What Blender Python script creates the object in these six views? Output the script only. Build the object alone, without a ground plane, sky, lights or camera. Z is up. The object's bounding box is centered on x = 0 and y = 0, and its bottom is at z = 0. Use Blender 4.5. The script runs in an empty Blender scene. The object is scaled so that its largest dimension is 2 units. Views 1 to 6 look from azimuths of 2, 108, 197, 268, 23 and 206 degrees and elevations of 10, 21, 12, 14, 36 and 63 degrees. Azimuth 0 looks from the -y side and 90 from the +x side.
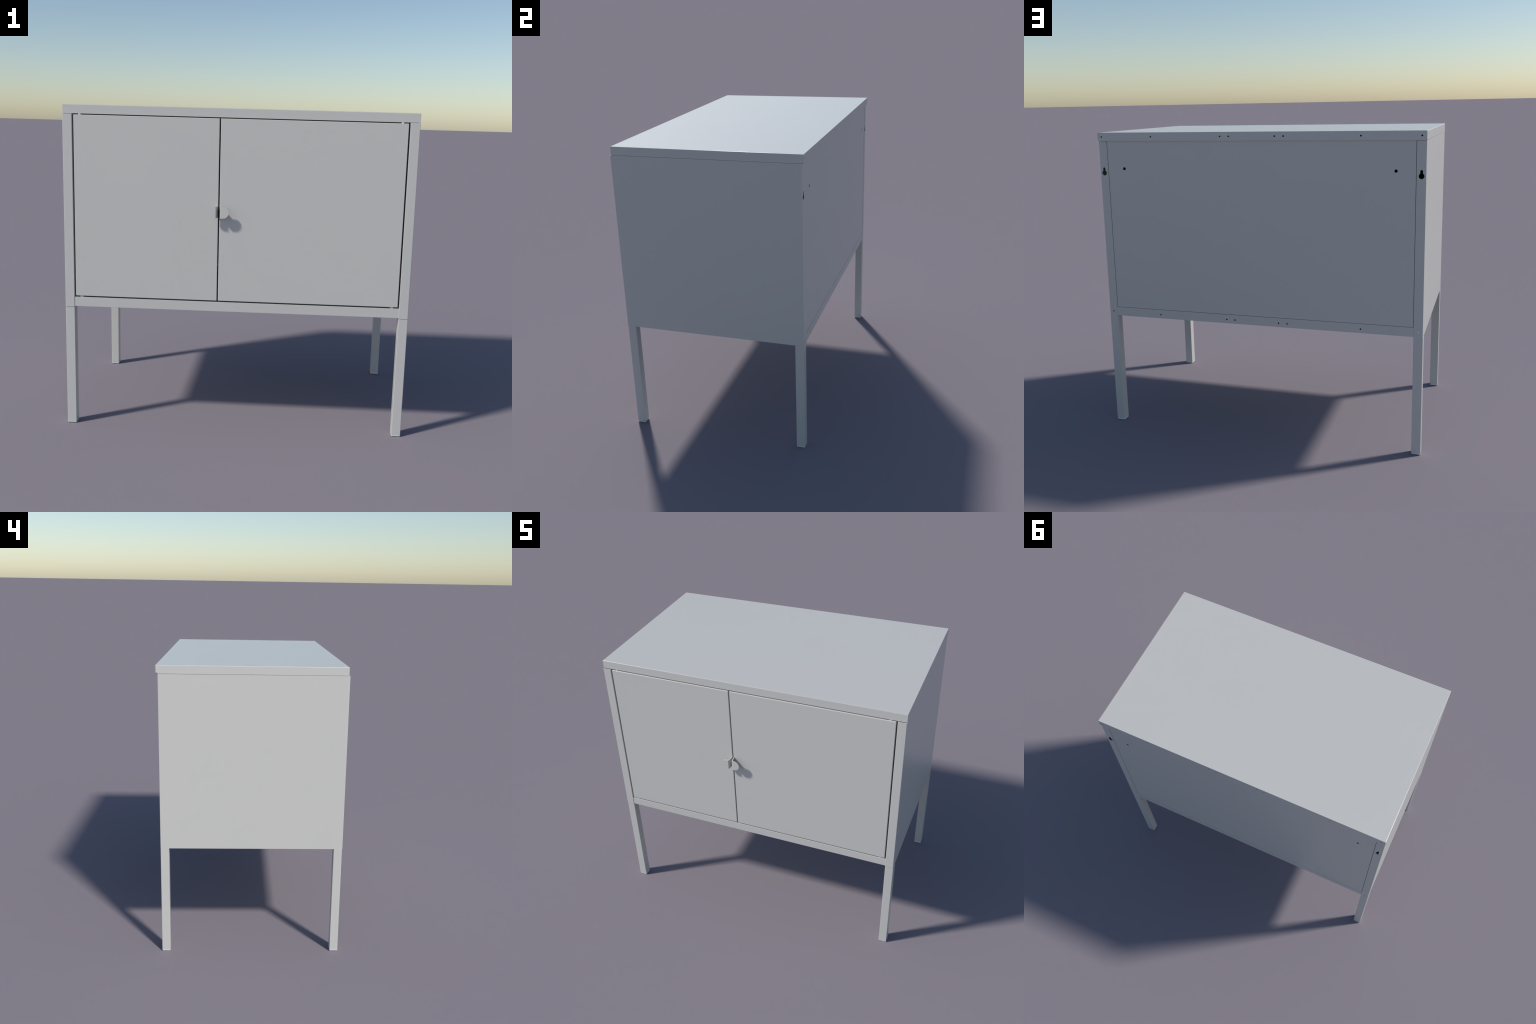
"""Low metal storage cabinet: folded sheet-steel carcass on four square legs,
two unequal doors with folded half-round pull tabs, drilled rear flanges."""
import bpy, bmesh, math
from mathutils import Vector

# ------------------------------------------------------------------ sizes (m)
HALF_W = 1.000                 # half width over legs and top
SIDE_X = 0.9993                # outer face of the side sheets
POST_IN = 0.9455               # inner edge of the corner flanges
LEG_W = 0.0543
LEG_FRONT, LEG_BACK = -0.5642, 0.6015
FLANGE_FRONT, FLANGE_BACK = -0.5664, 0.6018
RAIL_FRONT, RAIL_BACK = -0.5640, 0.6010
DOOR_FRONT = -0.5648
CAP_FRONT, CAP_BACK = -0.5597, 0.6120
Z_LEG_TOP = 0.7210
Z_RAIL0, Z_RAIL1 = 0.7245, 0.7802
Z_SIDE_TOP = 1.8360
Z_CAP0, Z_TOP = 1.8378, 1.8893
SHEET = 0.005
GLIDE_H = 0.0095


# ------------------------------------------------------------------ materials
def principled(name, rough, spec=0.5):
    m = bpy.data.materials.new(name)
    m.use_nodes = True
    nt = m.node_tree
    b = nt.nodes["Principled BSDF"]
    b.inputs["Roughness"].default_value = rough
    b.inputs["Specular IOR Level"].default_value = spec
    return m, nt, b


def painted(name, dark, light, rough, spec=0.5, bump=0.02, scale=350.0):
    """powder coat: nearly even colour, faint mottling and orange-peel grain"""
    m, nt, b = principled(name, rough, spec)
    tc = nt.nodes.new("ShaderNodeTexCoord")
    broad = nt.nodes.new("ShaderNodeTexNoise")
    broad.inputs["Scale"].default_value = 2.5
    broad.inputs["Detail"].default_value = 3.0
    ramp = nt.nodes.new("ShaderNodeValToRGB")
    ramp.color_ramp.elements[0].position = 0.3
    ramp.color_ramp.elements[0].color = (*dark, 1)
    ramp.color_ramp.elements[1].position = 0.7
    ramp.color_ramp.elements[1].color = (*light, 1)
    fine = nt.nodes.new("ShaderNodeTexNoise")
    fine.inputs["Scale"].default_value = scale
    fine.inputs["Detail"].default_value = 1.0
    bmp = nt.nodes.new("ShaderNodeBump")
    bmp.inputs["Strength"].default_value = bump
    bmp.inputs["Distance"].default_value = 0.001
    L = nt.links.new
    L(tc.outputs["Object"], broad.inputs["Vector"])
    L(tc.outputs["Object"], fine.inputs["Vector"])
    L(broad.outputs["Fac"], ramp.inputs["Fac"])
    L(ramp.outputs["Color"], b.inputs["Base Color"])
    L(fine.outputs["Fac"], bmp.inputs["Height"])
    L(bmp.outputs["Normal"], b.inputs["Normal"])
    return m


PAINT = painted("light_grey_powder_coat", (0.568, 0.560, 0.531), (0.573, 0.565, 0.536), 0.28)
PLASTIC = painted("pale_plastic", (0.70, 0.70, 0.76), (0.72, 0.72, 0.78), 0.5, bump=0.0)
HINGE_MAT = painted("hinge_nylon", (0.62, 0.62, 0.59), (0.64, 0.64, 0.61), 0.45, bump=0.0)

# ------------------------------------------------------------------ root
root = bpy.data.objects.new("metal_cabinet", None)
root.empty_display_size = 0.2
bpy.context.collection.objects.link(root)
root["label"] = "light grey metal cabinet with two doors on square legs"
root["category"] = "storage cabinet"


# ------------------------------------------------------------------ helpers
def add_box(bm, lo, hi):
    vs = [bm.verts.new((x, y, z)) for z in (lo[2], hi[2]) for y in (lo[1], hi[1]) for x in (lo[0], hi[0])]
    for f in ((0, 2, 3, 1), (4, 5, 7, 6), (0, 1, 5, 4), (2, 6, 7, 3), (0, 4, 6, 2), (1, 3, 7, 5)):
        bm.faces.new([vs[i] for i in f])
    return vs


def add_prism(bm, pts, axis, lo, hi):
    """extrude a closed outline; pts are (x,y) for axis 2, (x,z) for axis 1"""
    def place(p, h):
        return (p[0], p[1], h) if axis == 2 else (p[0], h, p[1])
    a = [bm.verts.new(place(p, lo)) for p in pts]
    b = [bm.verts.new(place(p, hi)) for p in pts]
    n = len(pts)
    bm.faces.new(a)
    bm.faces.new(b[::-1])
    for i in range(n):
        bm.faces.new((a[i], b[i], b[(i + 1) % n], a[(i + 1) % n]))
    return a + b


def bevel_where(bm, test, width, segments=3):
    bmesh.ops.recalc_face_normals(bm, faces=bm.faces)
    bm.normal_update()
    es = []
    for e in bm.edges:
        if len(e.link_faces) != 2:
            continue
        a, b = e.verts[0].co, e.verts[1].co
        if e.calc_face_angle(0) > 0.5 and test((a + b) / 2, (b - a).normalized()):
            es.append(e)
    if es:
        bmesh.ops.bevel(bm, geom=es, offset=width, segments=segments, profile=0.5,
                        affect='EDGES', clamp_overlap=True)


def finish(bm, name, mat, parent=root):
    bmesh.ops.recalc_face_normals(bm, faces=bm.faces)
    me = bpy.data.meshes.new(name)
    bm.to_mesh(me)
    bm.free()
    ob = bpy.data.objects.new(name, me)
    bpy.context.collection.objects.link(ob)
    ob.data.materials.append(mat)
    ob.parent = parent
    return ob


def drill(ob, outlines, y0, y1):
    """punch holes whose (x,z) outlines run along y from y0 to y1"""
    bm = bmesh.new()
    for pts in outlines:
        add_prism(bm, pts, 1, y0, y1)
    bmesh.ops.recalc_face_normals(bm, faces=bm.faces)
    me = bpy.data.meshes.new("punch")
    bm.to_mesh(me)
    bm.free()
    cut = bpy.data.objects.new("punch", me)
    bpy.context.collection.objects.link(cut)
    mod = ob.modifiers.new("holes", 'BOOLEAN')
    mod.operation = 'DIFFERENCE'
    mod.solver = 'EXACT'
    mod.object = cut
    dg = bpy.context.evaluated_depsgraph_get()
    new = bpy.data.meshes.new_from_object(ob.evaluated_get(dg))
    ob.modifiers.clear()
    ob.data = new
    bpy.data.objects.remove(cut)
    bpy.data.meshes.remove(me)


def hollow(ob, lo, hi):
    """remove a box-shaped cavity"""
    drill(ob, [[(lo[0], lo[2]), (hi[0], lo[2]), (hi[0], hi[2]), (lo[0], hi[2])]], lo[1], hi[1])


def circle(x, z, r, n=28):
    return [(x + r * math.cos(2 * math.pi * i / n), z + r * math.sin(2 * math.pi * i / n)) for i in range(n)]


def keyhole(x, z, r, slot_z, slot_r):
    """round hole with a narrower round-ended slot above it"""
    a0 = math.pi / 2 + math.asin(slot_r / r)
    span = 2 * math.pi - 2 * math.asin(slot_r / r)
    pts = [(x + r * math.cos(a0 + span * i / 24), z + r * math.sin(a0 + span * i / 24)) for i in range(25)]
    pts += [(x + slot_r * math.cos(math.pi * i / 12), slot_z + slot_r * math.sin(math.pi * i / 12)) for i in range(13)]
    return pts


# ------------------------------------------------------------------ top panel (folded tray)
SCREW_X = (0.1402, 0.1932, 0.6397, 0.9732)
SCREW_R = 0.0050

bm = bmesh.new()
add_box(bm, (-HALF_W, CAP_FRONT, Z_CAP0), (HALF_W, CAP_BACK, Z_TOP))
# folded edges
bevel_where(bm, lambda c, d: c.z > Z_TOP - 1e-4 and c.y < CAP_BACK - 1e-4, 0.0038, 4)
bevel_where(bm, lambda c, d: abs(d.z) > 0.9 and abs(c.x) > HALF_W - 0.004 and c.y < 0, 0.0020)
top = finish(bm, "top_panel", PAINT)
# hollow the tray from below, leaving a return that closes the rear lip
# and another behind the front edge
hollow(top, (-HALF_W + SHEET, CAP_FRONT + SHEET, Z_CAP0 + SHEET), (HALF_W - SHEET, CAP_BACK - SHEET, Z_TOP - SHEET))
hollow(top, (-0.95, CAP_FRONT + 0.100, Z_CAP0 - 0.02), (0.95, 0.585, Z_CAP0 + 0.02))
# round off the two lower rear corners of the lip with quarter-round punches
R = 0.010
corner = []
for s in (-1, 1):
    cx, cz = s * (HALF_W - R + 0.0003), Z_CAP0 + R - 0.0003
    arc = [(cx + s * R * math.cos(a), cz - R * math.sin(a)) for a in [math.pi / 2 * i / 8 for i in range(9)]]
    corner.append(arc + [(cx, Z_CAP0 - 0.01), (s * (HALF_W + 0.01), Z_CAP0 - 0.01), (s * (HALF_W + 0.01), cz)])
drill(top, corner, 0.6012, 0.63)
drill(top, [circle(s * x, 1.8630, SCREW_R) for x in SCREW_X for s in (-1, 1)], 0.600, 0.63)


# ------------------------------------------------------------------ side panels (folded channel)
def side_panel(s):
    t = 0.003
    bm = bmesh.new()
    outline = [(POST_IN, FLANGE_FRONT), (SIDE_X, FLANGE_FRONT), (SIDE_X, FLANGE_BACK), (POST_IN, FLANGE_BACK),
               (POST_IN, FLANGE_BACK - 0.055), (POST_IN + t, FLANGE_BACK - 0.055), (POST_IN + t, FLANGE_BACK - t),
               (SIDE_X - t, FLANGE_BACK - t), (SIDE_X - t, FLANGE_FRONT + t), (POST_IN + t, FLANGE_FRONT + t),
               (POST_IN + t, FLANGE_FRONT + 0.055), (POST_IN, FLANGE_FRONT + 0.055)]
    add_prism(bm, [(s * x, y) for x, y in outline], 2, Z_LEG_TOP, Z_SIDE_TOP)
    # folded vertical corners
    bevel_where(bm, lambda c, d: abs(d.z) > 0.9 and abs(c.x) > SIDE_X - 1e-4, 0.0030)
    bevel_where(bm, lambda c, d: abs(d.z) > 0.9 and abs(abs(c.x) - POST_IN) < 1e-4 and c.y < FLANGE_FRONT + 1e-3, 0.0024, 3)
    bevel_where(bm, lambda c, d: abs(d.z) > 0.9 and abs(abs(c.x) - POST_IN) < 1e-4 and c.y > FLANGE_BACK - 1e-3, 0.0010, 2)
    bevel_where(bm, lambda c, d: c.z > Z_SIDE_TOP - 1e-4 and abs(d.y) > 0.9 and abs(c.x) > SIDE_X - 1e-4, 0.0022, 3)
    # filler along the top of the channel, just under the top tray
    lo, hi = sorted((s * 0.9487, s * 0.9952))
    add_box(bm, (lo, FLANGE_FRONT + 0.0120, Z_SIDE_TOP - 0.03), (hi, FLANGE_BACK - 0.0040, Z_CAP0 - 0.0003))
    ob = finish(bm, "side_panel", PAINT)
    drill(ob, [keyhole(s * 0.9730, 1.6425, 0.0158, 1.6690, 0.0076), circle(s * 0.9734, 0.7519, SCREW_R)], 0.585, 0.62)
    # rounded inner lower corner of the front flange
    r = 0.011
    cx, cz = s * (POST_IN + r - 0.0003), Z_LEG_TOP + r - 0.0003
    arc = [(cx - s * r * math.cos(a), cz - r * math.sin(a)) for a in [math.pi / 2 * i / 8 for i in range(9)]]
    drill(ob, [arc + [(cx, Z_LEG_TOP - 0.01), (s * (POST_IN - 0.01), Z_LEG_TOP - 0.01), (s * (POST_IN - 0.01), cz)]], -0.60, -0.50)
    return ob


for s in (-1, 1):
    side_panel(s)

# strip inside the top edge that the doors close against
bm = bmesh.new()
add_box(bm, (-0.9450, DOOR_FRONT + 0.0625, Z_CAP0 - 0.045), (0.9450, DOOR_FRONT + 0.0665, Z_CAP0 - 0.0003))
finish(bm, "door_stop", PAINT)

# ------------------------------------------------------------------ legs with plastic glides
for sx in (-1, 1):
    for y0, y1 in ((LEG_FRONT, LEG_FRONT + LEG_W), (LEG_BACK - LEG_W, LEG_BACK)):
        x0, x1 = sorted((sx * (HALF_W - LEG_W), sx * HALF_W))
        bm = bmesh.new()
        add_box(bm, (x0, y0, GLIDE_H), (x1, y1, Z_LEG_TOP - 0.0002))
        bevel_where(bm, lambda c, d: abs(d.z) > 0.9, 0.0030)
        if y0 < 0:      # tongue that closes the rounded corner of the flange from behind
            t0, t1 = sorted((sx * (POST_IN + 0.0003), sx * (POST_IN + 0.016)))
            add_box(bm, (t0, LEG_FRONT + 0.0001, Z_LEG_TOP - 0.004), (t1, LEG_FRONT + 0.04, Z_LEG_TOP + 0.013))
        leg = finish(bm, "leg", PAINT)
        bm = bmesh.new()
        g = 0.0008
        add_box(bm, (x0 + g, y0 + g, 0.0), (x1 - g, y1 - g, GLIDE_H - 0.0002))
        bevel_where(bm, lambda c, d: abs(d.z) > 0.9, 0.0030)
        bevel_where(bm, lambda c, d: c.z < 1e-4, 0.0018, 2)
        finish(bm, "foot_glide", PLASTIC, parent=leg)

# ------------------------------------------------------------------ front and rear rails
for name, y0, y1 in (("front_rail", RAIL_FRONT, RAIL_FRONT + 0.055), ("rear_rail", RAIL_BACK - 0.055, RAIL_BACK)):
    bm = bmesh.new()
    add_box(bm, (-POST_IN + 0.0003, y0, Z_RAIL0), (POST_IN - 0.0003, y1, Z_RAIL1))
    if name == "front_rail":
        bevel_where(bm, lambda c, d: abs(d.x) > 0.9, 0.0016, 2)
    ob = finish(bm, name, PAINT)
    # hollow channel, open at the inner side
    yc = (y0 + 0.004, y1 + 0.02) if name == "front_rail" else (y0 - 0.02, y1 - 0.004)
    hollow(ob, (-POST_IN + 0.01, yc[0], Z_RAIL0 + 0.004), (POST_IN - 0.01, yc[1], Z_RAIL1 - 0.004))
    if name == "rear_rail":
        drill(ob, [circle(s * x, 0.7484, SCREW_R) for x in SCREW_X[:3] for s in (-1, 1)], RAIL_BACK - 0.02, 0.62)

# ------------------------------------------------------------------ floor and rear panel
bm = bmesh.new()
add_box(bm, (-POST_IN + 0.0006, RAIL_FRONT + 0.0552, Z_RAIL0 + 0.002), (POST_IN - 0.0006, RAIL_BACK - 0.0552, Z_RAIL0 + 0.008))
finish(bm, "floor_panel", PAINT)

bm = bmesh.new()
add_box(bm, (-0.9432, 0.5980, 0.7818), (0.9432, 0.6005, Z_CAP0 + 0.0008))
bevel_where(bm, lambda c, d: c.y > 0.600, 0.0006, 1)
back = finish(bm, "rear_panel", PAINT)
drill(back, [circle(s * 0.834, 1.6693, 0.0092) for s in (-1, 1)], 0.58, 0.62)


# ------------------------------------------------------------------ doors and pull tabs
Z_D0, Z_D1 = 0.7882, 1.8315
PULL_Z, PULL_H = 1.3093, 0.0660


def door(x0, x1, meet):
    """sheet tray; meet = +1 when the meeting edge is x1, -1 when it is x0"""
    bm = bmesh.new()
    add_box(bm, (x0, DOOR_FRONT, Z_D0), (x1, DOOR_FRONT + 0.060, Z_D1))
    bevel_where(bm, lambda c, d: abs(d.y) > 0.9, 0.0030)
    bevel_where(bm, lambda c, d: c.y < DOOR_FRONT + 1e-4, 0.0026, 3)
    ob = finish(bm, "door", PAINT)
    # tray: deep returns on the hinge, top and bottom edges, a short one where the doors meet
    wall = SHEET
    hollow(ob, (x0 + wall, DOOR_FRONT + wall, Z_D0 + wall), (x1 - wall, DOOR_FRONT + 0.1, Z_D1 - wall))
    lo, hi = (x1 - 0.02, x1 + 0.02) if meet > 0 else (x0 - 0.02, x0 + 0.02)
    hollow(ob, (lo, DOOR_FRONT + 0.016, Z_D0 + 0.0101), (hi, DOOR_FRONT + 0.1, Z_D1 - 0.0101))
    return ob


def pull(edge, outward, parent):
    """tab folded off the door edge, then bent over into a half-round finger plate"""
    t, lean, plate = 0.0046, 0.0072, 0.0492
    bm = bmesh.new()
    y_door, y_tip = DOOR_FRONT, -0.6120
    o = outward
    # neck: from the door edge out to the bend
    b0, b1 = edge, edge + o * lean
    neck = [(b0, y_door + 0.004), (b1, y_tip), (b1 + o * t, y_tip + t), (b0 + o * t, y_door + 0.004)]
    add_prism(bm, neck, 2, PULL_Z - PULL_H / 2, PULL_Z + PULL_H / 2)
    # finger plate with rounded free end
    rr = 0.0315
    hx = PULL_H / 2
    x_in, x_out = b1, b1 + o * plate
    pts = [(x_in, PULL_Z - hx), ]
    for k in range(11):
        a = -math.pi / 2 + math.pi / 2 * k / 10
        pts.append((x_out - o * rr + o * rr * math.cos(a), PULL_Z - hx + rr + rr * math.sin(a)))
    for k in range(11):
        a = math.pi / 2 * k / 10
        pts.append((x_out - o * rr + o * rr * math.cos(a), PULL_Z + hx - rr + rr * math.sin(a)))
    pts.append((x_in, PULL_Z + hx))
    # the plate shares the bend with the neck: mitre its inner end
    vs = add_prism(bm, pts, 1, y_tip, y_tip + t)
    for v in vs:
        if abs(v.co.x - x_in) < 1e-5 and v.co.y > y_tip + t / 2:
            v.co.x += o * t
    bevel_where(bm, lambda c, d: abs(d.z) > 0.9 and abs(c.x - x_in) < 1e-4 and abs(c.y - y_tip) < 1e-4, 0.0036, 4)
    return finish(bm, "pull_tab", PAINT, parent=parent)


left_door = door(-0.9370, -0.1105, 1)
pull(-0.1107, -1, left_door)
right_door = door(-0.1035, 0.9370, -1)
pull(-0.1033, 1, right_door)

# ------------------------------------------------------------------ hinge pins and washers
for d, s in ((left_door, -1), (right_door, 1)):
    for x, r, z0, z1 in ((0.9033, 0.0078, Z_D1 - 0.002, Z_CAP0 + 0.006), (0.9048, 0.0118, Z_RAIL1 - 0.002, Z_D0 + 0.002)):
        bm = bmesh.new()
        add_prism(bm, circle(s * x, DOOR_FRONT + 0.0050 + r, r, 24), 2, z0, z1)
        finish(bm, "hinge_pin", HINGE_MAT, parent=d)

# ------------------------------------------------------------------ shading: rounded folds, flat sheets
for ob in list(bpy.data.objects):
    if ob.type == 'MESH':
        ob.data.shade_smooth()
        ob.data.set_sharp_from_angle(angle=math.radians(40))
        wn = ob.modifiers.new("even_normals", 'WEIGHTED_NORMAL')
        wn.weight = 100
        wn.keep_sharp = True
